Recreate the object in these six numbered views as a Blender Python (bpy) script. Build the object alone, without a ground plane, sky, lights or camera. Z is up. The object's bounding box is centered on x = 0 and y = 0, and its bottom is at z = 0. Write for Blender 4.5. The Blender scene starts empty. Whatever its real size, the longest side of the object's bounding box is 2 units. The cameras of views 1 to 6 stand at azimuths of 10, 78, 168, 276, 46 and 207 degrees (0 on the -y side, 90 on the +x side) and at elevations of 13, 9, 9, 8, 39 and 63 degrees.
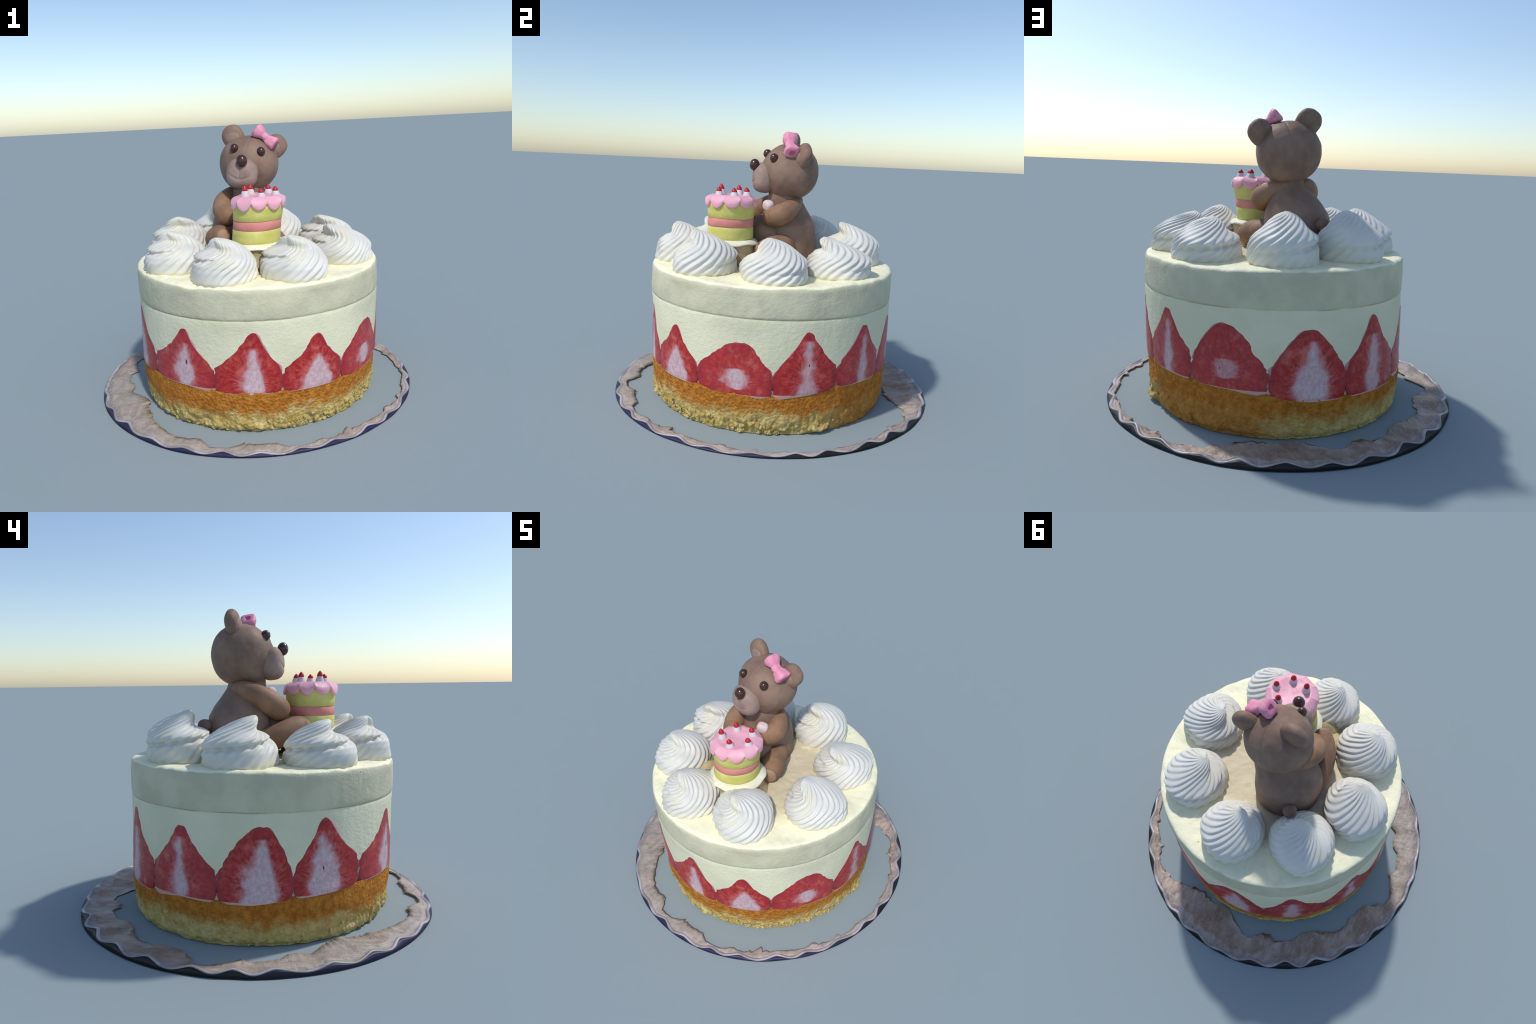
import bpy, math, random
import numpy as np
from mathutils import Vector, Matrix, Euler, noise

random.seed(7)
TAU = math.tau

# ------------------------------------------------------------------ helpers
def nz(x, y, z, s=1.0, seed=0.0):
    return noise.noise(Vector((x * s + seed * 13.1, y * s - seed * 7.7, z * s + seed * 3.3)))

def fbm(x, y, z, s=1.0, seed=0.0, octaves=3):
    a, t = 1.0, 0.0
    for k in range(octaves):
        t += a * nz(x, y, z, s, seed + k)
        s *= 2.1
        a *= 0.5
    return t

def smooth(a, b, x):
    t = min(1.0, max(0.0, (x - a) / (b - a)))
    return t * t * (3 - 2 * t)

def lerp_curve(pts, x):
    return float(np.interp(x, [p[0] for p in pts], [p[1] for p in pts]))

def periodic(pts, deg):
    """interpolate (azimuth in degrees, value) pairs round the circle"""
    return float(np.interp(deg % 360, [p[0] for p in pts], [p[1] for p in pts], period=360))

def catmull(pts, t):
    n = len(pts) - 1
    f = min(max(t, 0.0), 1.0) * n
    i = min(int(f), n - 1)
    u = f - i
    p = [np.array(pts[min(max(j, 0), n)], float) for j in (i - 1, i, i + 1, i + 2)]
    return 0.5 * (2 * p[1] + (p[2] - p[0]) * u + (2 * p[0] - 5 * p[1] + 4 * p[2] - p[3]) * u * u
                  + (3 * p[1] - p[0] - 3 * p[2] + p[3]) * u ** 3)

def make_object(name, verts, faces, mat, parent=None, origin=(0, 0, 0), rot=None, smooth_shade=True, local=False):
    """verts are world positions unless local=True; origin/rot set the object's own frame"""
    M = Matrix.Translation(Vector(origin))
    if rot is not None:
        M = M @ rot.to_4x4()
    if not local:
        inv = M.inverted()
        verts = [inv @ Vector(v) for v in verts]
    me = bpy.data.meshes.new(name)
    me.from_pydata([tuple(v) for v in verts], [], faces)
    me.validate()
    if smooth_shade:
        me.polygons.foreach_set("use_smooth", [True] * len(me.polygons))
    for m in (mat if isinstance(mat, (list, tuple)) else [mat]):
        me.materials.append(m)
    me.update()
    ob = bpy.data.objects.new(name, me)
    bpy.context.scene.collection.objects.link(ob)
    ob.matrix_world = M
    if parent:
        ob.parent = parent
        ob.matrix_parent_inverse = parent.matrix_world.inverted()
    return ob

def empty(name, loc, label, category):
    e = bpy.data.objects.new(name, None)
    bpy.context.scene.collection.objects.link(e)
    e.location = loc
    e.empty_display_size = 0.1
    e["label"] = label
    e["category"] = category
    bpy.context.view_layer.update()
    return e

def grid_faces(rows, cols, closed=True, flip=False):
    f = []
    for i in range(rows - 1):
        for j in range(cols if closed else cols - 1):
            k = (j + 1) % cols
            q = (i * cols + j, i * cols + k, (i + 1) * cols + k, (i + 1) * cols + j)
            f.append(q[::-1] if flip else q)
    return f

def cap(verts, faces, start, cols, point, flip=False):
    verts.append(point)
    c = len(verts) - 1
    for j in range(cols):
        t = (start + j, start + (j + 1) % cols, c)
        faces.append(t[::-1] if flip else t)

def revolve(rows, cols):
    """rows: list of functions-of-angle rings -> list of points, closed both ends with caps"""
    verts = [p for ring in rows for p in ring]
    faces = grid_faces(len(rows), cols)
    first, last = rows[0], rows[-1]
    cap(verts, faces, 0, cols, tuple(np.mean(np.array(first), 0)), True)
    cap(verts, faces, (len(rows) - 1) * cols, cols, tuple(np.mean(np.array(last), 0)))
    return verts, faces

def ellipsoid(name, c, r, mat, parent, rot=(0, 0, 0), power=2.0, n=48, disp=None, bump=0.0, seed=0):
    """super-ellipsoid; disp(unit direction in local frame) -> extra radial factor"""
    R = Euler([math.radians(a) for a in rot]).to_matrix()
    rows = []
    m = n // 2
    for i in range(1, m):
        ph = -math.pi / 2 + math.pi * i / m
        ring = []
        for j in range(n):
            th = TAU * j / n
            d = Vector((math.cos(ph) * math.cos(th), math.cos(ph) * math.sin(th), math.sin(ph)))
            k = (abs(d.x) ** power + abs(d.y) ** power + abs(d.z) ** power) ** (-1 / power)
            if disp:
                k *= 1 + disp(d)
            if bump:
                k *= 1 + bump * fbm(d.x, d.y, d.z, 2.2, seed)
            p = R @ Vector((d.x * r[0] * k, d.y * r[1] * k, d.z * r[2] * k))
            ring.append(tuple(Vector(c) + p))
        rows.append(ring)
    v, f = revolve(rows, n)
    return make_object(name, v, f, mat, parent, c, R)

def limb(name, spine, radii, mat, parent, n=32, rows=40, squash=1.0, bump=0.02, seed=0, crease=None):
    """rounded tube along a spline; radii by parameter; round ends"""
    pts = [catmull(spine, t) for t in np.linspace(0, 1, rows)]
    rr = [float(catmull([(r, 0, 0) for r in radii], t)[0]) for t in np.linspace(0, 1, rows)]
    rings = []
    up = np.array((0.05, 0.1, 1.0))

    def frame(i):
        a, b = pts[max(i - 1, 0)], pts[min(i + 1, rows - 1)]
        t = (b - a) / np.linalg.norm(b - a)
        s = np.cross(t, up); s /= np.linalg.norm(s)
        return t, s, np.cross(s, t)

    def ring(c, s, u, r, k):
        out = []
        for j in range(n):
            a = TAU * j / n
            p = c + (s * math.cos(a) * squash + u * math.sin(a)) * r
            d = 1 + bump * fbm(*p, 9.0, seed)
            if crease:
                d *= 1 + crease(k, a)
            out.append(tuple(c + (p - c) * d))
        return out
    m = 8
    t, s, u = frame(0)
    for q in range(m):
        a = math.pi / 2 * (q + 0.6) / m
        rings.append(ring(pts[0] - t * rr[0] * math.cos(a), s, u, rr[0] * math.sin(a), 0))
    for i in range(rows):
        t, s, u = frame(i)
        rings.append(ring(pts[i], s, u, rr[i], i / (rows - 1)))
    for q in range(m):
        a = math.pi / 2 * (q + 1) / (m + 0.6)
        rings.append(ring(pts[-1] + t * rr[-1] * math.sin(a), s, u, rr[-1] * math.cos(a), 1))
    v, f = revolve(rings, n)
    return make_object(name, v, f, mat, parent, tuple(pts[rows // 2]))

# ------------------------------------------------------------------ node helpers
class Nodes:
    def __init__(self, name, rough=0.6, spec=0.3):
        self.m = bpy.data.materials.new(name)
        self.m.use_nodes = True
        self.t = self.m.node_tree
        self.b = self.t.nodes["Principled BSDF"]
        self.b.inputs["Roughness"].default_value = rough
        self.b.inputs["Specular IOR Level"].default_value = spec
        self.co = self.t.nodes.new("ShaderNodeTexCoord")
        self.obj = self.co.outputs["Object"]

    def put(self, sock, v):
        if hasattr(v, "is_output"):
            self.t.links.new(v, sock)
        elif isinstance(v, (tuple, list)):
            sock.default_value = (*v, 1) if len(v) == 3 and len(sock.default_value) == 4 else v
        else:
            sock.default_value = v

    def math(self, op, a, b=0.0, c=0.0, clamp=False):
        n = self.t.nodes.new("ShaderNodeMath"); n.operation = op; n.use_clamp = clamp
        self.put(n.inputs[0], a); self.put(n.inputs[1], b); self.put(n.inputs[2], c)
        return n.outputs[0]

    def xyz(self, v=None):
        n = self.t.nodes.new("ShaderNodeSeparateXYZ"); self.put(n.inputs[0], v or self.obj)
        return n.outputs

    def vec(self, x, y, z):
        n = self.t.nodes.new("ShaderNodeCombineXYZ")
        for i, q in enumerate((x, y, z)):
            self.put(n.inputs[i], q)
        return n.outputs[0]

    def mapping(self, scale, loc=(0, 0, 0), v=None):
        n = self.t.nodes.new("ShaderNodeMapping"); self.put(n.inputs[0], v or self.obj)
        n.inputs["Scale"].default_value = scale; n.inputs["Location"].default_value = loc
        return n.outputs[0]

    def noise(self, scale, detail=3.0, rough=0.55, v=None, dist=0.0):
        n = self.t.nodes.new("ShaderNodeTexNoise"); self.put(n.inputs["Vector"], v or self.obj)
        n.inputs["Scale"].default_value = scale; n.inputs["Detail"].default_value = detail
        n.inputs["Roughness"].default_value = rough; n.inputs["Distortion"].default_value = dist
        return n.outputs[0]

    def voronoi(self, scale, v=None, feature="F1"):
        n = self.t.nodes.new("ShaderNodeTexVoronoi"); self.put(n.inputs["Vector"], v or self.obj)
        n.feature = feature; n.inputs["Scale"].default_value = scale
        return n.outputs["Distance"]

    def step(self, x, lo, hi):
        n = self.t.nodes.new("ShaderNodeMapRange"); n.interpolation_type = "SMOOTHSTEP"
        self.put(n.inputs["Value"], x); self.put(n.inputs["From Min"], lo); self.put(n.inputs["From Max"], hi)
        return n.outputs[0]

    def mix(self, f, a, b):
        n = self.t.nodes.new("ShaderNodeMix"); n.data_type = "RGBA"
        self.put(n.inputs[0], f); self.put(n.inputs[6], a); self.put(n.inputs[7], b)
        return n.outputs[2]

    def curve(self, x, pts):
        n = self.t.nodes.new("ShaderNodeFloatCurve"); self.put(n.inputs["Value"], x)
        c = n.mapping.curves[0]
        while len(c.points) < len(pts):
            c.points.new(0.5, 0.5)
        for p, q in zip(c.points, sorted(pts)):
            p.location = q
        n.mapping.update()
        return n.outputs[0]

    def bump(self, h, strength=0.3, dist=0.01, prev=None):
        n = self.t.nodes.new("ShaderNodeBump"); self.put(n.inputs["Height"], h)
        n.inputs["Strength"].default_value = strength; n.inputs["Distance"].default_value = dist
        if prev:
            self.put(n.inputs["Normal"], prev)
        return n.outputs[0]

    def done(self, colour, normal=None, rough=None):
        self.put(self.b.inputs["Base Color"], colour)
        if normal:
            self.put(self.b.inputs["Normal"], normal)
        if rough is not None:
            self.put(self.b.inputs["Roughness"], rough)
        return self.m

# ------------------------------------------------------------------ measures
CX, CY, RC = 0.048, -0.038, 0.742          # cake axis and radius
AXIS = [(0, .014, -.022), (.10, .022, -.025), (.20, .030, -.029), (.30, .038, -.031), (.65, .048, -.037), (1.2, .048, -.038)]
def at(az, r, z):
    """point on the cake: its axis leans a little towards the foot"""
    a = math.radians(az)
    cx = lerp_curve([(q[0], q[1]) for q in AXIS], z)
    cy = lerp_curve([(q[0], q[2]) for q in AXIS], z)
    return (cx + r * math.cos(a), cy + r * math.sin(a), z)

def rim_z(az):
    return 0.828 - 0.014 * math.cos(math.radians(az - 320))

DENTS = [(92, .013), (275, .008), (335, .008)]         # where the wall is pressed in a little
def dent(az, z):
    d = 0.0
    for c, a in DENTS:
        d += a * math.exp(-(((az - c + 180) % 360 - 180) / 12) ** 2)
    return d * smooth(.16, .30, z) * smooth(.66, .52, z)

SPONGE_TOP = [(18, .262), (45, .257), (62, .250), (77, .226), (92, .203), (108, .203), (140, .205),
              (153, .228), (168, .219), (182, .218), (196, .240), (226, .258), (247, .258), (260, .241),
              (276, .237), (288, .239), (315, .238), (335, .229), (350, .215)]

# ------------------------------------------------------------------ materials
def m_cream():
    n = Nodes("pale_custard_cream", 0.55, 0.3)
    x, y, z = n.xyz()
    big = n.noise(3.2, 4)
    col = n.mix(n.step(big, .35, .7), (.69, .675, .475), (.77, .75, .545))
    # upper collar colour greyed to carry the shading baked in above the groove
    wob = n.math("MULTIPLY_ADD", n.noise(6, 2), .008, -.004)
    zz = n.math("ADD", z, wob)
    upper = n.step(zz, .648, .652)
    side = n.mix(upper, col, n.mix(n.step(n.noise(7, 5), .3, .7), (.535, .512, .362), (.64, .612, .437)))
    # top: bright pale-yellow edge, middle tinted beige with its baked shade
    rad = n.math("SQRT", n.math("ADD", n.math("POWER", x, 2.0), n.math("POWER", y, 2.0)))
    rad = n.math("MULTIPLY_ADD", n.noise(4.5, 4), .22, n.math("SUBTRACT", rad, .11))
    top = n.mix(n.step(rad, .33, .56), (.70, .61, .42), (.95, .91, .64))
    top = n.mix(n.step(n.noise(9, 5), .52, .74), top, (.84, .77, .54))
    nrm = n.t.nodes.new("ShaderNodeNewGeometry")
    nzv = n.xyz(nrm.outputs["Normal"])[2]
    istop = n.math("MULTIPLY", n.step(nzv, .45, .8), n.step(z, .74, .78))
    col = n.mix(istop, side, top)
    # scattered small pits
    pit = n.math("MULTIPLY", n.math("SUBTRACT", 1.0, n.step(n.voronoi(8.0), .022, .05)), n.step(n.noise(3, 1), .5, .56))
    col = n.mix(n.math("MULTIPLY", pit, .65), col, (.42, .36, .17))
    line = n.math("MULTIPLY", n.math("SUBTRACT", 1.0, n.step(n.math("ABSOLUTE", n.math("SUBTRACT", zz, .648)), .001, .005)),
                  n.math("SUBTRACT", 1.0, istop))
    col = n.mix(n.math("MULTIPLY", line, n.step(n.noise(5, 3), .30, .62)), col, (.42, .39, .24))
    st = n.mapping((1, 1, 1.35))
    h = n.math("MULTIPLY_ADD", n.noise(38, 5, .65, st), 1.0, n.math("MULTIPLY", n.noise(120, 3), .35))
    h = n.math("SUBTRACT", h, n.math("MULTIPLY", pit, 1.5))
    return n.done(col, n.bump(h, .42, .010))

def m_whip():
    n = Nodes("whipped_cream", 0.5, 0.3)
    z = n.xyz()[2]
    base = n.math("SUBTRACT", 1.0, n.step(n.math("MULTIPLY_ADD", n.noise(14, 3), .06, z), .015, .075))
    col = n.mix(n.step(n.noise(8, 3), .35, .65), (.665, .65, .59), (.74, .72, .655))
    col = n.mix(n.math("MULTIPLY", base, .7), col, (.72, .65, .41))
    yellow_patch = n.step(n.noise(5.5, 4, .6, n.mapping((1, 1, 1.6), (3, 1, 0))), .50, .68)
    col = n.mix(n.math("MULTIPLY", yellow_patch, .45), col, (.72, .665, .46))
    return n.done(col, n.bump(n.noise(60, 3), .10, .006))

def m_sponge():
    n = Nodes("baked_sponge", 0.85, 0.15)
    x, y, z = n.xyz()
    az = n.math("ARCTAN2", y, x)
    wav = n.math("MULTIPLY_ADD", n.noise(4.2, 6, .7), .26, n.math("MULTIPLY", n.noise(20, 5, .65), .10))
    zz = n.math("ADD", n.math("SUBTRACT", z, wav), .180)
    crust = n.step(zz, -.065, .030)
    # browner patch on one side (the crust reaches right down there)
    side = n.math("MULTIPLY", n.step(n.math("COSINE", n.math("SUBTRACT", az, .85)), .75, .97), .85)
    crust = n.math("MAXIMUM", crust, side)
    crumb = n.mix(n.step(n.noise(16, 5, .65), .3, .7), (.52, .37, .10), (.78, .62, .27))
    brown = n.mix(n.step(n.noise(30, 5, .7), .3, .72), (.40, .125, .014), (.66, .275, .045))
    col = n.mix(crust, crumb, brown)
    hole = n.math("SUBTRACT", 1.0, n.step(n.math("MULTIPLY_ADD", n.noise(20, 3), .3, n.voronoi(26)), .16, .42))
    col = n.mix(n.math("MULTIPLY", hole, .50), col, (.36, .2, .03))
    h = n.math("ADD", n.noise(55, 6, .7), n.math("MULTIPLY", n.voronoi(60), .7))
    return n.done(col, n.bump(h, .85, .016))

def m_strawberry(name, H, wl, wr, shape, core, core_x, core_mix, hollow, seed, deep):
    """sliced berry: red flesh with radiating fibres, pale core, darker skin edge. shape/core are half-width curves."""
    n = Nodes(name, 0.35, 0.45)
    x, y, z = n.xyz()
    t = n.math("DIVIDE", z, H)
    w = n.math("MULTIPLY_ADD", n.math("GREATER_THAN", x, 0.0), wr - wl, wl)
    u = n.math("DIVIDE", x, w)
    # fibre noise in polar coordinates round the core
    ang = n.math("ARCTAN2", x, n.math("SUBTRACT", z, H * .22))
    rad = n.math("SQRT", n.math("ADD", n.math("POWER", x, 2.0), n.math("POWER", n.math("SUBTRACT", z, H * .22), 2.0)))
    pol = n.vec(n.math("MULTIPLY", ang, 3.0), n.math("MULTIPLY", rad, 9.0), seed)
    fib = n.noise(3.2, 5, .65, pol)
    blot = n.noise(17, 5, .6, n.mapping((1, 1, 1), (seed, 0, seed * .7)))
    fine = n.noise(75, 4, .7, n.mapping((1, 1, .6), (seed, 1, 0)))
    edge = n.math("DIVIDE", n.math("ABSOLUTE", u), n.math("MAXIMUM", n.curve(t, shape), .02))
    red = n.mix(n.step(fib, .36, .68), deep, (.50, .045, .038))
    red = n.mix(n.step(blot, .50, .74), red, (.55, .12, .095))
    red = n.mix(n.math("MULTIPLY", n.step(fine, .58, .74), .25), red, (.62, .26, .24))
    skin = n.math("MAXIMUM", n.step(n.math("MULTIPLY_ADD", fib, .30, edge), .86, 1.16), n.step(n.math("MULTIPLY_ADD", blot, .16, t), .88, 1.08))
    red = n.mix(n.math("MULTIPLY", skin, .7), red, (.27, .014, .022))
    halo = n.math("MAXIMUM", n.step(n.math("MULTIPLY_ADD", fine, .10, edge), .985, 1.05), n.step(n.math("MULTIPLY_ADD", fine, .03, t), .985, 1.01))
    halo = n.math("MULTIPLY", halo, n.step(t, .30, .42))
    red = n.mix(n.math("MULTIPLY", halo, .7), red, (.58, .36, .38))
    # pale core
    uu = n.math("ABSOLUTE", n.math("SUBTRACT", u, core_x))
    jit = n.math("MULTIPLY_ADD", blot, .42, n.math("MULTIPLY_ADD", fine, .14, n.math("MULTIPLY_ADD", fib, .22, -.39)))
    warp = n.math("MULTIPLY_ADD", n.noise(9, 3, .55, n.mapping((1, 1, 1), (seed * 2.1, 0, seed))), .5, -.25)
    d = n.math("SUBTRACT", n.math("ADD", n.math("ADD", uu, jit), n.math("MULTIPLY", warp, .7)), n.curve(t, core))
    inside = n.math("SUBTRACT", 1.0, n.step(d, -.11, .09))
    has = n.step(n.curve(t, core), .015, .06)
    inside = n.math("MULTIPLY", n.math("MULTIPLY", inside, has), core_mix)
    pale = n.mix(n.step(fine, .35, .65), (.54, .37, .41), (.66, .54, .58))
    pale = n.mix(n.math("MULTIPLY", n.step(n.noise(30, 4, .6), .55, .7), .5), pale, (.62, .28, .28))
    ringed = n.math("MULTIPLY", n.math("MULTIPLY", n.math("SUBTRACT", 1.0, n.step(d, .0, .26)), has), n.step(fib, .40, .62))
    red = n.mix(n.math("MULTIPLY", ringed, .55), red, (.62, .24, .24))
    col = n.mix(inside, red, pale)
    if hollow:
        hx, hz, hr = hollow
        hd = n.math("SQRT", n.math("ADD", n.math("POWER", n.math("MULTIPLY", n.math("SUBTRACT", x, hx), 2.2), 2.0),
                                   n.math("POWER", n.math("SUBTRACT", z, hz), 2.0)))
        hd = n.math("MULTIPLY_ADD", fine, .012, hd)
        col = n.mix(n.math("SUBTRACT", 1.0, n.step(hd, hr * .7, hr * 1.2)), col, (.17, .02, .015))
    # thin white line of juice-free flesh where it stands on the sponge
    foot = n.math("SUBTRACT", 1.0, n.step(n.math("MULTIPLY_ADD", blot, .03, t), .022, .036))
    col = n.mix(n.math("MULTIPLY", foot, .75), col, (.66, .46, .42))
    return n.done(col, n.bump(n.math("ADD", fine, fib), .15, .006))

def m_filling():
    n = Nodes("berry_juice", 0.4, 0.4)
    return n.done(n.mix(n.step(n.noise(14, 4), .4, .65), (.22, .025, .03), (.48, .28, .31)))

def m_clay(name, a, b, rough=0.6, seed=0.0):
    n = Nodes(name, rough, 0.25)
    v = n.mapping((1, 1, 1), (seed, seed * .3, 0))
    col = n.mix(n.step(n.noise(9, 5, .6, v), .32, .68), a, b)
    st = n.mapping((1, 1, 3.0))
    return n.done(col, n.bump(n.math("ADD", n.noise(70, 4, .6, st), n.math("MULTIPLY", n.noise(14, 2), 2.0)), .16, .008))

def m_plain(name, col, rough, spec=0.4, coat=0.0):
    n = Nodes(name, rough, spec)
    n.b.inputs["Coat Weight"].default_value = coat
    n.b.inputs["Coat Roughness"].default_value = 0.08
    return n.done(n.mix(n.noise(20, 3), col, tuple(c * .82 for c in col)))

def m_plate():
    n = Nodes("crumpled_foil_board", 0.5, 0.35)
    x, y, z = n.xyz()
    az = n.math("ARCTAN2", y, x)
    rad = n.math("SQRT", n.math("ADD", n.math("POWER", x, 2.0), n.math("POWER", y, 2.0)))
    streak = n.noise(1.0, 5, .65, n.vec(n.math("MULTIPLY", x, 30), n.math("MULTIPLY", y, 9), n.math("MULTIPLY", rad, 10)))
    blot = n.noise(6, 4, .6)
    col = n.mix(n.step(blot, .35, .68), (.37, .285, .235), (.46, .375, .325))
    col = n.mix(n.math("MULTIPLY", n.step(streak, .48, .68), .7), col, (.56, .48, .42))
    col = n.mix(n.math("MULTIPLY", n.step(streak, .5, .32), .65), col, (.24, .20, .17))
    # greyish-green cast on one side, warm on the other
    cool = n.step(n.math("COSINE", n.math("ADD", az, 2.2)), .2, .9)
    col = n.mix(n.math("MULTIPLY", cool, .35), col, (.36, .35, .30))
    h = n.math("MULTIPLY_ADD", streak, 1.0, n.noise(24, 3))
    return n.done(col, n.bump(h, .6, .016))

def m_crest():
    n = Nodes("plate_rim_edge", 0.35, 0.5)
    return n.done(n.mix(n.step(n.noise(9, 3), .4, .62), (.30, .26, .255), (.47, .42, .45)))

def m_skirt():
    n = Nodes("plate_dark_side", 0.45, 0.35)
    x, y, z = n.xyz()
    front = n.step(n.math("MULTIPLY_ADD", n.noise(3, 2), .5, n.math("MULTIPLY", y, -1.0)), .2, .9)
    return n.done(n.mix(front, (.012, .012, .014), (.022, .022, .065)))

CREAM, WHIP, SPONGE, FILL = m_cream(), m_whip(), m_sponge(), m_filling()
BROWN = m_clay("brown_clay", (.205, .130, .095), (.295, .190, .138))
BROWN_WARM = m_clay("warm_brown_clay", (.235, .130, .075), (.325, .190, .115), seed=3)
TAN = m_clay("tan_clay", (.275, .190, .150), (.385, .280, .235), seed=5)
PAD = m_clay("pad_clay", (.36, .21, .135), (.44, .275, .185), seed=8)
CHOC = m_plain("glossy_chocolate", (.058, .020, .013), .24, .5, .25)
BOW = m_clay("pink_clay", (.78, .27, .39), (.86, .40, .52), .45, 2)
BOW_IN = m_plain("deep_pink_clay", (.62, .15, .25), .5)
PUFF = m_clay("blush_clay", (.74, .56, .55), (.80, .68, .66), seed=4)
ICING = m_clay("pink_icing", (.84, .39, .47), (.88, .47, .55), .4, 6)
YELLOW = m_clay("yellow_sponge_clay", (.58, .54, .14), (.70, .66, .22), .6, 7)
BAND = m_clay("rose_band_clay", (.66, .235, .20), (.71, .29, .27), .6, 9)
RED = m_plain("red_clay", (.50, .018, .024), .4)
WHITE = m_plain("white_clay", (.74, .66, .69), .5)
BOARD = m_clay("cream_board", (.82, .77, .52), (.86, .83, .66), .5, 10)
STAND = m_clay("cream_darkened_under_board", (.28, .19, .08), (.58, .47, .27), .7, 11)  # base colour browned to hold the occlusion dark beneath the little board
PLATE, CREST, SKIRT = m_plate(), m_crest(), m_skirt()

# ------------------------------------------------------------------ plate: broken ring with fluted rim
PLATE_IN = [(0, .952), (6, .956), (10, .935), (20, .937), (27, .930), (31, .912), (36, .908), (43, .925), (49, .913), (54, .885),
            (56, .845), (60, .832), (62, .775), (68, .735), (72, .745), (77, .752), (80, .722), (84, .709), (91, .765), (97, .822),
            (101, .829), (103, .812), (106, .779), (110, .782), (112, .824), (121, .815), (127, .776), (130, .772), (136, .800), (143, .838),
            (148, .826), (150, .806), (160, .798), (163, .84), (167, .893), (171, .902), (175, .872), (181, .822), (184, .851), (190, .846),
            (193, .838), (196, .806), (199, .799), (203, .826), (206, .80), (212, .752), (218, .75), (223, .775), (228, .808), (234, .832),
            (242, .862), (247, .885), (251, .892), (255, .887), (257, .872), (259, .868), (261, .889), (264, .935), (269, .93), (272, .905),
            (276, .888), (281, .893), (286, .896), (289, .94), (295, .951), (301, .935), (304, .94), (312, .936), (319, .929), (325, .937),
            (330, .941), (336, .940), (341, .957), (348, .957), (353, .938)]

SHEET_LOW = [(0, .5), (45, 1), (160, 1), (200, .4), (225, 0), (260, 0), (300, .3)]      # where the sheet lies flat on the table
RIM_H = [(0, .014), (20, .024), (60, .023), (90, .024), (120, .023), (170, .031), (200, .028), (250, .020), (280, .012), (310, .008), (340, .008)]

def build_plate():
    N = 1080
    flutes = 29
    rings = [[] for _ in range(9)]
    for j in range(N):
        a = TAU * j / N
        deg = 360.0 * j / N
        ca, sa = math.cos(a), math.sin(a)
        ph = flutes * a + 2.6 * nz(ca, sa, 0, 2.6, 3)
        wave = 0.5 + 0.5 * math.cos(ph)
        wave = wave ** .8
        amp = .024 + .026 * nz(ca, sa, 0, 3.4, 8)
        ro = .996 + .004 * nz(ca, sa, 0, 5, 1)
        rcr = ro - .0045 - max(.006, amp) * (1 - wave)                     # crest radius, scalloped
        zc = periodic(RIM_H, deg) * (.55 + .6 * (1 - wave)) + .003 + .005 * nz(ca, sa, 0, 4.1, 5)
        tooth = max(0.0, nz(ca, sa, 0, 9, 17) - .12)
        saw = (deg * .21 + 1.5 * nz(ca, sa, 0, 3, 19)) % 1.0
        ri = periodic(PLATE_IN, deg) + .006 * nz(ca, sa, 0, 34, 2) - .09 * tooth * saw
        ri = min(ri, rcr - .022)
        low = periodic(SHEET_LOW, deg)
        zi = .014 - .012 * low + .004 * nz(ca, sa, 0, 6, 9)
        def P(r, z):
            return (r * ca, r * sa, max(z, 0.0))
        def top(k):
            r = ri + (rcr - .017 - ri) * k
            z = zi + (zc - .003 - zi) * k ** (1.2 + 2.6 * low)
            return P(r, z + .005 * fbm(r * ca, r * sa, 0, 14, 4, 3) * math.sin(math.pi * k))
        rings[0].append(P(ri + .002, .002))
        rings[1].append(top(0.0)); rings[2].append(top(.3)); rings[3].append(top(.65)); rings[4].append(top(1.0))
        rings[5].append(P(rcr - .005, zc + .0015))
        rings[6].append(P(rcr + .003, zc - .004))
        rings[7].append(P(rcr + .35 * (ro - rcr), .60 * zc))
        rings[8].append(P(ro, 0.0))
    plate = empty("cake_plate", (0, 0, 0), "thin torn taupe ring with fluted dark-edged rim", "cake plate")
    v = [p for r in rings[:5] for p in r]
    f = grid_faces(5, N, True, True)
    # closed underside of the top sheet
    under = [(p[0], p[1], max(.0008, p[2] - .006)) for p in rings[4]]
    v += under
    f += [(4 * N + j, 4 * N + (j + 1) % N, 5 * N + (j + 1) % N, 5 * N + j)[::-1] for j in range(N)]
    f += [(5 * N + j, 5 * N + (j + 1) % N, (j + 1) % N, j)[::-1] for j in range(N)]
    make_object("plate_surface", v, f, PLATE, plate)
    inner = [(p[0] * .9985, p[1] * .9985, p[2] - .003) for p in rings[4]]
    v = rings[4] + rings[5] + rings[6] + inner
    f = grid_faces(4, N, True, True) + [(3 * N + j, 3 * N + (j + 1) % N, (j + 1) % N, j)[::-1] for j in range(N)]
    make_object("plate_rim", v, f, CREST, plate)
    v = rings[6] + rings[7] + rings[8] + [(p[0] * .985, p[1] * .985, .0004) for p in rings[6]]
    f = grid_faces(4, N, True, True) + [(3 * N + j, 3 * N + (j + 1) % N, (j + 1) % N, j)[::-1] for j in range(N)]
    make_object("plate_skirt", v, f, SKIRT, plate)

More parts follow.
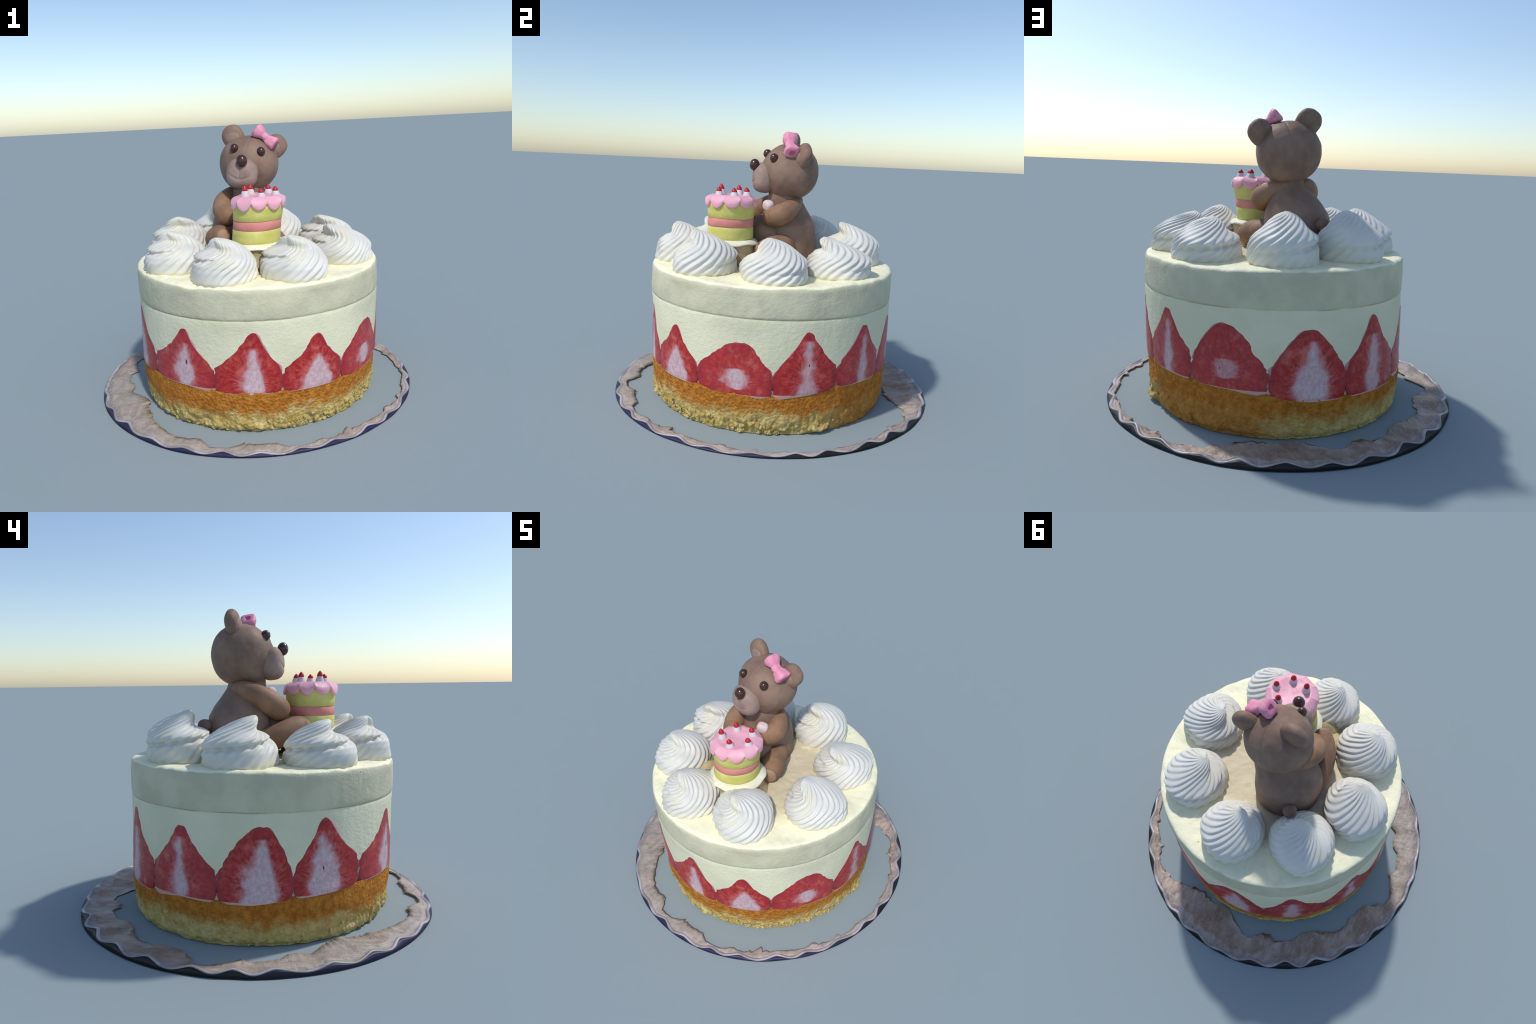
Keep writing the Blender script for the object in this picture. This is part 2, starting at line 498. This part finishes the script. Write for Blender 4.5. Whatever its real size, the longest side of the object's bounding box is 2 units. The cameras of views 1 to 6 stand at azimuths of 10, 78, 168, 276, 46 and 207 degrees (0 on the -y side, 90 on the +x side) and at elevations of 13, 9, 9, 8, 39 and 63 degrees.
# ------------------------------------------------------------------ cake
def build_cake():
    cake = empty("strawberry_cake", (CX, CY, 0), "round strawberry cream cake with whipped cream swirls", "cake")
    N = 540

    # cream body
    side = [(.20, -.012), (.30, -.010), (.345, -.004), (.37, -.002), (.40, -.001), (.45, 0), (.50, .0), (.55, 0), (.60, 0), (.628, 0), (.638, -.001),
            (.644, -.0025), (.648, -.0035), (.652, -.0005), (.658, .0012), (.67, .0018), (.70, .002), (.73, .002), (.76, .001), (.785, 0)]
    rows = []
    for z, dr in side:
        ring = []
        for j in range(N):
            az = 360 * j / N
            zz = z + (0 if z < .6 else (rim_z(az) - .828) * smooth(.66, .80, z))
            p = at(az, RC, zz)
            r = RC + dr + (.0022 * fbm(*p, 9, 1) + .0012 * nz(*p, 40, 2)) * smooth(.35, .45, z) - dent(az, z)
            ring.append(at(az, r, zz))
        rows.append(ring)
    edge = [(.0, .800), (-.002, .812), (-.008, .8215), (-.017, .827), (-.028, .829)]
    K = 46
    radial = [(-.028 - (RC - .045) * (i / K) ** .9, .829) for i in range(1, K)]
    for k, (dr, z) in enumerate(edge + radial):
        ring = []
        for j in range(N):
            az = 360 * j / N
            r = RC + dr
            x, y, _ = at(az, r, 0)
            tilt = -.014 * ((x - CX) * math.cos(math.radians(320)) + (y - CY) * math.sin(math.radians(320))) / RC
            rough = .006 * fbm(x, y, 0, 7, 11) + .003 * nz(x, y, 0, 26, 12)
            rough *= smooth(0, 4, k + .5)
            lip = .006 * fbm(x, y, 0, 5, 14) * smooth(.55, .72, r)
            dish = .010 * smooth(.66, .4, r)
            ring.append(at(az, r + .004 * nz(x, y, 0, 12, 13) * (k < 5), z + tilt + rough + lip + dish))
        rows.append(ring)
    v, f = revolve(rows, N)
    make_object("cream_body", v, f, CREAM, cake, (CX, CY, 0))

    # dark juicy layer behind the berries, seen only in the gaps between them
    rows = [[at(360 * j / N, RC - .0045 - dent(360 * j / N, z), z) for j in range(N)] for z in (.262, .28, .30, .345, .352)]
    v, f = revolve(rows, N)
    make_object("berry_filling", v, f, FILL, cake, (CX, CY, 0))

    # sponge base, crumbly towards the foot
    N2 = 1000
    rows = []
    zs = [0.0, .004, .009, .016, .024, .032, .042, .052, .062, .074, .086, .098, .112, .126, .14, .155, .17, .185, .20, .215]
    for i, z0 in enumerate(zs):
        ring = []
        for j in range(N2):
            az = 360 * j / N2
            top = periodic(SPONGE_TOP, az)
            z = z0 * (top + .004) / .215 if z0 > .1 else z0 * (1 + (top + .004 - .215) / .215 * smooth(.0, .1, z0))
            rb = .713 + .012 * math.cos(math.radians(az - 350))
            k = smooth(.03, .19, z)
            r = rb + .016 * smooth(.0, .04, z) + (RC - .019 - rb) * k
            p = at(az, r, z)
            crumble = 1 - smooth(.05, .16, z)
            side_calm = .45 + .55 * smooth(-.3, .5, math.cos(math.radians(az - 310)))
            lump = fbm(*p, 10, 21, 3) * .022 + abs(nz(*p, 30, 25)) * .018 - .007 + nz(*p, 80, 23) * .005
            ledge = .026 * max(0, fbm(p[0], p[1], p[2] * 2.4, 9, 27, 2)) * (1 - smooth(.04, .10, z))
            r += (lump * side_calm - ledge * side_calm) * crumble + .0025 * fbm(*p, 30, 24) * k
            if i < 3:                                   # thin torn foot that spreads on the plate
                r = rb + .010 * nz(p[0], p[1], 0, 16, 26) + .008 * nz(p[0], p[1], 0, 45, 28) + (-.004, -.003, -.006)[i]
            ring.append(at(az, r, z + (.003 * nz(*p, 50, 29) if 2 < i < 14 else 0)))
        rows.append(ring)
    rows.append([at(360 * j / N2, RC - .03, periodic(SPONGE_TOP, 360 * j / N2) + .008) for j in range(N2)])
    v, f = revolve(rows, N2)
    make_object("sponge_base", v, f, SPONGE, cake, (CX, CY, .13))

    # loose crumbs at the foot
    rnd = random.Random(5)
    v, f = [], []
    for k in range(120):
        az = rnd.choice([rnd.gauss(300, 38), rnd.gauss(300, 38), rnd.uniform(0, 360)])
        rb = .713 + .012 * math.cos(math.radians(az - 350))
        s = rnd.uniform(.007, .021)
        z = rnd.uniform(.0, .075)
        c = Vector(at(az, rb + .014 * smooth(0, .04, z) + .014 * smooth(.03, .19, z) - s * rnd.uniform(.1, .6), max(z, s * .7)))
        R = Euler((rnd.uniform(0, 6), rnd.uniform(0, 6), rnd.uniform(0, 6))).to_matrix()
        b = len(v)
        rr = []
        for i in range(1, 5):
            ph = -math.pi / 2 + math.pi * i / 5
            for j in range(8):
                th = TAU * j / 8
                d = Vector((math.cos(ph) * math.cos(th), math.cos(ph) * math.sin(th) * .8, math.sin(ph) * .7)) * s * rnd.uniform(.75, 1.2)
                q = c + R @ d
                v.append((q.x, q.y, max(q.z, 0.0015)))
        f += [tuple(b + q for q in t) for t in grid_faces(4, 8)]
        f.append(tuple(b + j for j in range(7, -1, -1)))
        f.append(tuple(b + 24 + j for j in range(8)))
    o = make_object("sponge_crumb", v, f, SPONGE, cake, (CX, CY, .13), smooth_shade=False)
    o["kind"] = "stuff"

    # sliced strawberries set into the side
    spiky = [(0, .86), (.04, .94), (.10, .985), (.2, 1.0), (.36, .99), (.43, .955), (.50, .83), (.60, .63), (.73, .43), (.84, .295), (.92, .205), (.97, .125), (1, .0)]
    plump = [(0, .86), (.04, .94), (.10, .985), (.2, 1.0), (.44, .975), (.56, .87), (.68, .72), (.80, .55), (.90, .38), (.96, .24), (1, .0)]
    lean = [(0, .84), (.04, .93), (.10, .98), (.2, 1.0), (.36, .985), (.43, .94), (.52, .72), (.66, .46), (.8, .28), (.9, .19), (.96, .12), (1, .0)]
    domed = [(0, .84), (.05, .95), (.12, .985), (.25, 1.0), (.48, .965), (.60, .83), (.74, .63), (.86, .46), (.94, .31), (.98, .18), (1, .0)]
    big = [(0, .42), (.25, .44), (.45, .30), (.62, .17), (.78, .07), (.86, 0), (1, 0)]
    tear = [(0, .30), (.15, .33), (.3, .28), (.45, .16), (.6, .10), (.72, .04), (.78, 0), (1, 0)]
    wide = [(0, .50), (.12, .55), (.28, .45), (.4, .33), (.52, .18), (.62, .03), (.7, 0), (1, 0)]
    disc = [(0, 0), (.08, .0), (.14, .17), (.25, .25), (.36, .25), (.46, .16), (.52, 0), (1, 0)]
    streak = [(0, .34), (.1, .28), (.25, .15), (.45, .14), (.65, .09), (.82, .06), (.88, 0), (1, 0)]
    line = [(0, .20), (.2, .19), (.4, .15), (.6, .10), (.8, .05), (.86, 0), (1, 0)]
    arc = [(0, 0), (.14, 0), (.2, .22), (.32, .26), (.42, .19), (.48, 0), (1, 0)]
    ringc = [(0, .16), (.12, .28), (.3, .27), (.45, .20), (.6, .13), (.72, .05), (.78, 0), (1, 0)]
    deep, rose = (.31, .010, .014), (.34, .022, .034)
    # tip azimuth, left and right neighbours' valley, tip height, outline, core, core shift, core strength, hollow, flesh
    berries = [
        (208.5, 196.7, 225.5, .618, spiky, big, -.02, .9, (.0, .13, .016), deep),
        (246.5, 225.5, 259.6, .592, lean, ringc, .02, .9, (.012, .14, .020), rose),
        (277.3, 259.6, 288.6, .590, spiky, tear, .02, .9, None, deep),
        (304.0, 288.6, 316.6, .546, spiky, wide, .05, .85, None, deep),
        (336.0, 316.6, 349.8, .521, domed, disc, -.05, .85, None, rose),
        (4.0, 349.8, 17.6, .592, spiky, streak, -.02, .7, (.002, .17, .014), deep),
        (32.2, 17.6, 45.6, .600, spiky, line, .0, .8, None, rose),
        (59.5, 45.6, 76.6, .575, plump, arc, .02, .45, (-.02, .10, .012), rose),
        (92.7, 76.6, 107.4, .563, plump, big, .02, .85, (.035, .19, .010), deep),
        (121.0, 107.4, 138.0, .605, spiky, ringc, .0, .75, None, deep),
        (153.6, 138.0, 168.3, .578, spiky, line, -.05, .85, None, rose),
        (185.6, 168.3, 196.7, .594, plump, big, .03, .9, (.05, .15, .010), deep),
    ]
    for k, (c, l, r, zt, shape, core, cx, cm, hollow, flesh) in enumerate(berries):
        zb = periodic(SPONGE_TOP, c) - .006
        H = zt - zb
        wl = RC * math.radians((c - l) % 360) * 1.0
        wr = RC * math.radians((r - c) % 360) * 1.0
        core = [(t, w * (.95 if core is not big else 1.0)) for t, w in core]
        mat = m_strawberry("cut_strawberry", H, wl, wr, shape, core, cx, cm, hollow, k * 1.7 + .3, flesh)
        nu, nt = 49, 60
        rot = Matrix.Rotation(math.radians(c + 90), 3, "Z")
        org = at(c, RC, zb)
        def point(t, u, depth):
            w = lerp_curve(shape, t)
            ww = wl if u < 0 else wr
            az0 = c + math.degrees(u * w * ww / RC)
            # the foot follows the top of the sponge
            foot = (periodic(SPONGE_TOP, az0) - .006 - zb) * (1 - t) ** 2
            jag = 1 + (.075 * nz(t * 9, k * 3.0, u > 0, 1.5) + .02 * nz(t * 30, k * 5.0, u > 0, 1.5)) * abs(u) ** 2 * (t > .12)
            az = c + math.degrees(u * w * ww * jag / RC)
            bulge = .0030 - .0055 * abs(u) ** 6 - .004 * (1 - min(1, (1 - t) / .06)) - .003 * (1 - min(1, t / .05))
            q = at(az, RC, zb + t * H)
            return at(az, RC + bulge - dent(az, q[2]) - depth + .0012 * nz(*q, 24, 31), zb + t * H + foot)
        tt = [0.5 - 0.5 * math.cos(math.pi * i / (nt - 1)) for i in range(nt)]
        tt[-1] = .9985
        uu = [math.sin(math.pi / 2 * (-1 + 2 * j / (nu - 1))) for j in range(nu)]
        v = [point(t, u, 0) for t in tt for u in uu]
        f = grid_faces(nt, nu, False)
        base = len(v)
        v += [point(t, u, .035) for t in tt for u in uu]
        f += [tuple(base + q for q in face)[::-1] for face in grid_faces(nt, nu, False)]
        rim = [j for j in range(nu)] + [i * nu + nu - 1 for i in range(1, nt)] + [(nt - 1) * nu + j for j in range(nu - 2, -1, -1)] + [i * nu for i in range(nt - 2, 0, -1)]
        f += [(rim[(q + 1) % len(rim)], rim[q], base + rim[q], base + rim[(q + 1) % len(rim)]) for q in range(len(rim))]
        make_object("strawberry_slice", v, f, mat, cake, org, rot)

    # piped cream swirls
    swirls = [  # base x, y, radius, tip, azimuth of the hollow under the leaning nib, ridges
        (.323, -.488, .183, (.330, -.536, 1.050), 252, 20),
        (-.044, -.582, .179, (-.050, -.612, 1.056), 250, 21),
        (-.373, -.366, .184, (-.386, -.392, 1.058), 272, 19),
        (-.463, .025, .183, (-.435, -.030, 1.082), 292, 18),
        (-.274, .349, .184, (-.254, .325, 1.094), 285, 20),
        (.107, .465, .180, (.094, .408, 1.090), 275, 19),
        (.471, .254, .184, (.455, .183, 1.038), 245, 20),
        (.569, -.135, .184, (.526, -.160, 1.036), 225, 21)]
    # full side: one bold dome up to the tip; hollow side: a lower bun with a small nib standing on it
    full = [(0, .86), (.04, .95), (.12, 1.0), (.34, 1.0), (.47, .965), (.575, .90), (.66, .82), (.735, .73), (.84, .565), (.92, .39), (.965, .25), (1.0, .05)]
    hollow = [(0, .86), (.04, .95), (.12, 1.0), (.34, 1.0), (.46, .95), (.55, .86), (.62, .72), (.67, .50), (.715, .30), (.78, .18), (.88, .12), (.95, .09), (1.0, .04)]
    def lookup(pts, m=400):
        return np.interp(np.linspace(0, 1, m + 1), [p[0] for p in pts], [p[1] for p in pts])
    F, Ho = lookup(full), lookup(hollow)
    F = np.convolve(np.pad(F, 8, "edge"), np.ones(17) / 17, "valid")
    Ho = np.convolve(np.pad(Ho, 8, "edge"), np.ones(17) / 17, "valid")
    for k, (bx, by, R, tip, notch, ridges) in enumerate(swirls):
        zb = .812 - .014 * ((bx - CX) * .766 - (by - CY) * .643) / RC
        rows, n, m = [], 300, 110
        H = tip[2] - zb
        for i in range(m):
            q = i / (m - 1)
            h = q ** .9 if q < .5 else 1 - (1 - .5 ** .9) * ((1 - q) / .5) ** 1.5
            sh = smooth(.5, .97, h)
            curl = .020 * smooth(.72, 1.0, h)
            cx = bx + (tip[0] - bx) * sh + curl * math.cos(math.radians(notch - 50))
            cy = by + (tip[1] - by) * sh + curl * math.sin(math.radians(notch - 50))
            ring = []
            for j in range(n):
                th = TAU * j / n
                az = math.degrees(th)
                w = .5 + .5 * math.cos(math.radians(az - notch) + .9 * (h - .6))
                w = w ** 1.7
                idx = min(int(h * 400), 400)
                rho = F[idx] * (1 - w) + Ho[idx] * w
                lob = nz(math.cos(th) * .9, math.sin(th) * .9, k * 4.0 + h * 1.6, 1.2, 40)
                s = 1 - rho
                ph = ridges * (th - 1.0 * s - 1.5 * h + .14 * nz(math.cos(th) * .9, math.sin(th) * .9, k * 2.0 + h, 1.4))
                c = .5 + .5 * math.cos(ph)
                ridge = c ** .9 - .5
                local = .75 + .6 * nz(math.cos(th), math.sin(th), k * 3.0 + h * 2, 1.6, 44)
                amp = .0100 * local * smooth(.05, .55, rho) * smooth(-.03, .10, h) + .0008
                # fold where the piped ribbon laps over itself, running down from the hollow
                d = ((notch + 20 - az) % 360) / 360
                hg = .60 - .42 * d
                fade = smooth(0, .06, d) * smooth(.85, .35, d)
                fold = (-.020 * math.exp(-((h - hg) / .04) ** 2) + .010 * math.exp(-((h - hg - .12) / .08) ** 2)) * fade
                r = rho * R + (amp * ridge + fold + .014 * lob * (.3 + rho)) * min(1, rho * 2.2)
                z = zb + h * H + (amp * ridge * .6) * (1 - rho) * min(1, rho * 2.2)
                ring.append((cx + r * math.cos(th), cy + r * math.sin(th), z))
            rows.append(ring)
        v, f = revolve(rows, n)
        make_object("cream_swirl", v, f, WHIP, cake, (bx, by, zb + .01))

# ------------------------------------------------------------------ bear figure
def build_bear():
    bear = empty("bear_figure", (-.03, .08, .83), "brown clay bear sitting with pink hair bow", "figurine")
    # torso
    # height, centre, half widths: across the bear and from belly to back
    sec = [(.825, -.052, .080, .175, .155), (.86, -.054, .078, .188, .172), (.92, -.055, .074, .195, .184), (1.0, -.054, .070, .194, .186),
           (1.06, -.047, .067, .182, .177), (1.11, -.036, .062, .160, .155), (1.16, -.020, .050, .133, .132), (1.21, .0, .040, .106, .112),
           (1.25, .008, .034, .094, .104), (1.29, .012, .034, .088, .102)]
    rows, n = [], 64
    turn = math.radians(27)                    # the bear sits turned a little to its left
    for t in np.linspace(0, 1, 46):
        z, x, y, a, b = [float(np.interp(t, np.linspace(0, 1, len(sec)), [q[w] for q in sec])) for w in range(5)]
        ring = []
        for j in range(n):
            th = TAU * j / n
            lx, ly = a * math.cos(th), b * math.sin(th)
            p = (x + lx * math.cos(turn) - ly * math.sin(turn), y + lx * math.sin(turn) + ly * math.cos(turn), z)
            k = 1 + .03 * fbm(*p, 6, 51)
            ring.append((x + (p[0] - x) * k, y + (p[1] - y) * k, z))
        rows.append(ring)
    v, f = revolve(rows, n)
    make_object("torso", v, f, BROWN, bear, (-.03, .075, 1.0))

    ellipsoid("belly", (.005, -.085, .985), (.125, .105, .135), BROWN, bear, (0, 0, 27), 2.0, 48, None, .03, 52)

    # head: rolled towards its left shoulder
    HC, HR = (.012, .073, 1.393), (0, 11, -3)
    def seam(d):
        s = -.024 * math.exp(-((d.x + .02 * math.sin(5 * d.z)) / .020) ** 2) * smooth(-.65, -.3, d.z)
        if d.y < 0:      # fuller face and brow that carry the eyes and the muzzle
            s += .17 * math.exp(-(d.x / .72) ** 2 - ((d.z - .02) / .72) ** 2) * smooth(0, .6, -d.y)
        s += .13 * math.exp(-((d.y + .58) / .36) ** 2 - ((d.z + .74) / .34) ** 2 - (d.x / .6) ** 2)      # chin
        return s
    ellipsoid("head", HC, (.184, .164, .171), BROWN, bear, HR, 2.06, 128, seam, .015, 61)
    HM = Matrix.Translation(HC) @ Euler([math.radians(a) for a in HR]).to_matrix().to_4x4()

    def muzzle(d):
        k = 0.0
        if d.y < 0:
            lip = -.30 - .10 * (1 - (d.x / .6) ** 2) + .30 * abs(d.x)
            k -= .10 * math.exp(-(d.x / .05) ** 2) * smooth(lip - .05, lip + .12, d.z) * smooth(.75, .35, d.z)
            k -= .055 * math.exp(-((d.z - lip) / .07) ** 2) * smooth(.78, .45, abs(d.x))
        return k
    ellipsoid("muzzle", (-.004, -.102, 1.345), (.095, .073, .091), TAN, bear, (-4, 8, -5), 2.5, 112, muzzle, .012, 62)
    ellipsoid("nose", (.009, -.166, 1.424), (.033, .031, .037), CHOC, bear, (0, 8, 0), 2.0, 40)
    for p in ((.111, -.066, 1.469), (-.049, -.075, 1.495)):
        ellipsoid("eye", p, (.026, .027, .029), CHOC, bear, (20, 8, 0), 2.0, 40)
    for c, rot in (((-.086, .098, 1.560), (-8, -32, -4)), ((.178, .098, 1.490), (-8, 45, 4))):
        def cup(d):
            return -.30 * math.exp(-((d.x ** 2 + (d.z + .25) ** 2) / .30)) * smooth(-.2, -.7, d.y)
        ellipsoid("ear", c, (.070, .042, .075), BROWN, bear, rot, 2.3, 72, cup, .02, 64)
        R = Euler([math.radians(a) for a in rot]).to_matrix()
        q = Vector(c) + R @ Vector((0, -.022, -.014))
        ellipsoid("inner_ear", tuple(q), (.047, .024, .045), TAN, bear, rot, 2.0, 48, None, .03, 65)
    ellipsoid("tail", (-.152, .252, 1.012), (.040, .042, .036), BROWN, bear, (0, 0, 0), 2.0, 36, None, .06, 66)

    def paw(k, a):
        return -.05 * math.exp(-((k - .80) / .04) ** 2)
    limb("arm", [(-.075, .075, 1.210), (-.112, .035, 1.200), (-.140, -.045, 1.168), (-.130, -.110, 1.125), (-.105, -.145, 1.098)],
         [.042, .052, .060, .067, .066], BROWN_WARM, bear, seed=71, crease=paw)
    limb("arm", [(.025, .115, 1.212), (.080, .075, 1.185), (.130, .018, 1.147), (.137, -.030, 1.125), (.118, -.064, 1.112)],
         [.034, .050, .062, .067, .060], BROWN_WARM, bear, seed=72, crease=paw)
    limb("leg", [(-.170, .060, .905), (-.190, -.060, .920), (-.178, -.160, .960), (-.145, -.228, .990), (-.125, -.256, 1.000)],
         [.062, .066, .066, .064, .060], BROWN_WARM, bear, seed=73)
    ellipsoid("foot_pad", (-.100, -.292, 1.002), (.042, .026, .042), PAD, bear, (-8, 0, 28), 2.0, 40, None, .02, 74)
    limb("leg", [(.060, .060, .925), (.120, .010, .935), (.148, -.045, .928), (.170, -.083, .920), (.183, -.100, .916)],
         [.066, .072, .075, .077, .073], BROWN_WARM, bear, seed=75)
    ellipsoid("foot_pad", (.213, -.157, .903), (.048, .026, .054), PAD, bear, (10, 0, 28), 2.0, 40, None, .02, 76)
    ellipsoid("powder_puff", (.102, -.088, 1.180), (.036, .030, .034), PUFF, bear, (10, 20, 30), 2.8, 36, None, .03, 77)

    # bow
    bow = make_bow()
    for o in bow:
        o.parent = bear
        o.matrix_parent_inverse = bear.matrix_world.inverted()

def make_bow():
    out = []
    knot = np.array((.126, .028, 1.550))
    for tgt, tw in ((np.array((.070, .036, 1.604)), .5), (np.array((.186, .026, 1.500)), -.35)):
        ax = tgt - knot
        L = np.linalg.norm(ax); ax /= L
        s = np.array((0, 1.0, .0)); s -= ax * (s @ ax); s /= np.linalg.norm(s)
        u = np.cross(ax, s)
        prof = [(-.05, .020, .018), (.15, .028, .022), (.4, .040, .032), (.7, .047, .040), (.90, .046, .042), (1.0, .035, .032)]
        rows, n = [], 36
        for t in np.linspace(0, 1, 20):
            q, a, b = [float(np.interp(t, np.linspace(0, 1, len(prof)), [p[i] for p in prof])) for i in range(3)]
            ring = []
            for j in range(n):
                th = TAU * j / n + tw * q
                c2, s2 = math.cos(th), math.sin(th)
                k = (abs(c2) ** 3 + abs(s2) ** 3) ** (-1 / 3)
                fold = 1 - .18 * math.exp(-((s2 - 0.0) / .22) ** 2) * (c2 > 0) * smooth(.1, .5, q)
                p = knot + ax * L * q + (s * a * c2 + u * b * s2) * k * fold
                ring.append(tuple(p + (s * c2 + u * s2) * .006 * fbm(*p, 26, 83)))
            rows.append(ring)
        inner = []
        for dep, sc in ((.99, .52), (.93, .36), (.90, .2)):
            inner.append([tuple(knot + ax * L * dep + (np.array(p) - knot - ax * L * 1.0) * sc) for p in rows[-1]])
        v, f = revolve(rows + inner[:1], n)
        f = [q for q in f if len(v) - 1 not in q]
        v = v[:-1]
        out.append(make_object("bow_loop", v, f, BOW, None, tuple(knot)))
        v = [p for r in inner for p in r]
        f = grid_faces(3, n)
        cap(v, f, 2 * n, n, tuple(np.mean(np.array(inner[2]), 0)))
        out.append(make_object("bow_hollow", v, f, BOW_IN, None, tuple(knot)))
    out.append(ellipsoid("bow_knot", tuple(knot + np.array((.003, -.006, .004))), (.027, .029, .024), BOW, None, (0, 42, 0), 2.5, 36, None, .04, 81))
    return out

# ------------------------------------------------------------------ miniature cake
def build_mini():
    mini = empty("miniature_cake", (.10, -.316, .84), "tiny pink iced layer cake with five red candles", "figurine")
    A, B = np.array((.096, -.316, .972)), np.array((.126, -.320, 1.250))
    def C(z):
        return A + (B - A) * (z - A[2]) / (B[2] - A[2])
    n = 96
    def drum(name, prof, mat, seed):
        rows = []
        for z, r in prof:
            c = C(z)
            ring = []
            for j in range(n):
                th = TAU * j / n
                x, y = math.cos(th), math.sin(th)
                k = 1 + .012 * fbm(x, y, z * 3, 1.6, seed)
                ring.append((c[0] + r * k * x, c[1] + r * k * y, z + .004 * nz(x, y, z * 5, 1.4, seed + 2)))
            rows.append(ring)
        v, f = revolve(rows, n)
        make_object(name, v, f, mat, mini, tuple(C(prof[0][0])))
    drum("lower_sponge_layer", [(.975, .132), (.985, .140), (1.0, .1405), (1.03, .1395), (1.050, .139), (1.056, .134), (1.058, .12)], YELLOW, 1)
    drum("filling_band", [(1.050, .120), (1.053, .133), (1.057, .1385), (1.08, .1385), (1.101, .1385), (1.106, .133), (1.109, .12)], BAND, 2)
    drum("upper_sponge_layer", [(1.100, .120), (1.104, .134), (1.109, .1395), (1.14, .141), (1.17, .144), (1.19, .146), (1.205, .140), (1.212, .125), (1.215, .10)], YELLOW, 3)
    # icing with drips
    rows = []
    lobes = 10
    prof = [(0.0, -.006), (.0, .004), (.12, .009), (.35, .0100), (.55, .006), (.72, -.003), (.87, -.016), (1.0, -.032)]
    m = 22
    for i in range(m):
        s = i / (m - 1)
        ring = []
        for j in range(n * 2):
            th = TAU * j / (n * 2)
            ph = lobes * (th + math.radians(79)) + .5 * nz(math.cos(th), math.sin(th), 0, 1.5, 6)
            lobe = abs(math.cos(ph / 2)) ** .5
            zlow = 1.214 - .044 * lobe * (1 + .2 * nz(math.cos(th) * 2, math.sin(th) * 2, 0, 1, 8))
            z = zlow + (1.243 - zlow) * s
            c = C(z)
            dr = lerp_curve(prof, s)
            r = .1465 + dr + .0055 * (lobe - .55) * (1 - s) + .002 * nz(math.cos(th), math.sin(th), s, 3, 9)
            ring.append((c[0] + r * math.cos(th), c[1] + r * math.sin(th), z))
        rows.append(ring)
    for q in (.70, .55, .4, .2, .06):
        ring = []
        for j in range(n * 2):
            th = TAU * j / (n * 2)
            c = C(1.252)
            r = .148 * q
            x, y = c[0] + r * math.cos(th), c[1] + r * math.sin(th)
            ring.append((x, y, 1.243 - .010 * (1 - q) + .004 * fbm(x, y, 0, 14, 3)))
        rows.append(ring)
    v, f = revolve(rows, n * 2)
    make_object("icing", v, f, ICING, mini, tuple(B))
    for k, p in enumerate([(.150, -.400, 1.287), (.220, -.320, 1.287), (.168, -.238, 1.290), (.068, -.268, 1.299), (.055, -.374, 1.303)]):
        tip = np.array(p); base = np.array((p[0] + .002, p[1] + .004, 1.234))
        L = tip[2] - base[2]
        def cone(name, prof, mat):
            rows = []
            for q, r in prof:
                c = base + (tip - base) * q
                rows.append([(c[0] + r * math.cos(TAU * j / 20), c[1] + r * math.sin(TAU * j / 20), c[2]) for j in range(20)])
            v, f = revolve(rows, 20)
            make_object(name, v, f, mat, mini, tuple(base))
        cone("cream_dab", [(0, .027), (.15, .025), (.35, .021), (.52, .0175), (.60, .0145), (.62, .008)], WHITE)
        cone("candle_strawberry", [(.48, .010), (.53, .0165), (.62, .0172), (.76, .0145), (.88, .0095), (.96, .0055), (1.0, .003)], RED)
    # frilled board under the little cake and its cream stand
    rows = []
    for r0, z in ((.10, .976), (.145, .980), (.160, .972), (.172, .962), (.177, .957), (.176, .950), (.168, .952), (.12, .958)):
        ring = []
        for j in range(n):
            th = TAU * j / n
            w = nz(math.cos(th), math.sin(th), 0, 2.2, 15)
            k = smooth(.14, .175, r0)
            ring.append((.100 + (r0 + .016 * w * k) * math.cos(th), -.316 + (r0 + .016 * w * k) * math.sin(th), z - .012 * k * nz(math.cos(th), math.sin(th), 0, 1.8, 16)))
        rows.append(ring)
    v, f = revolve(rows, n)
    f = [q[::-1] for q in f]
    make_object("cake_board", v, f, BOARD, mini, (.1, -.316, .96))
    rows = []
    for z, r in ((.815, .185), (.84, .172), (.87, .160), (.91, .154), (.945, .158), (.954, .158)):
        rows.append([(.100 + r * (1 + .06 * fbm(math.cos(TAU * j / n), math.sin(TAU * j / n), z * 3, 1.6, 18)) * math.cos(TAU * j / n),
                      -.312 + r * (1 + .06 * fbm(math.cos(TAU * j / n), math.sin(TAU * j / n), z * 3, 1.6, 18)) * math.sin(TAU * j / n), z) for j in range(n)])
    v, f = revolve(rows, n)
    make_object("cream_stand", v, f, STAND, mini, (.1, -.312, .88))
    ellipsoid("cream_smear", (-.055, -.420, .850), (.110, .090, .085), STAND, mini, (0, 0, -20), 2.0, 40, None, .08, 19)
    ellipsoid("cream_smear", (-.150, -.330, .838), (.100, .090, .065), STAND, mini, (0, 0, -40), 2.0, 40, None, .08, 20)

build_plate()
build_cake()
build_bear()
build_mini()
bpy.context.view_layer.update()
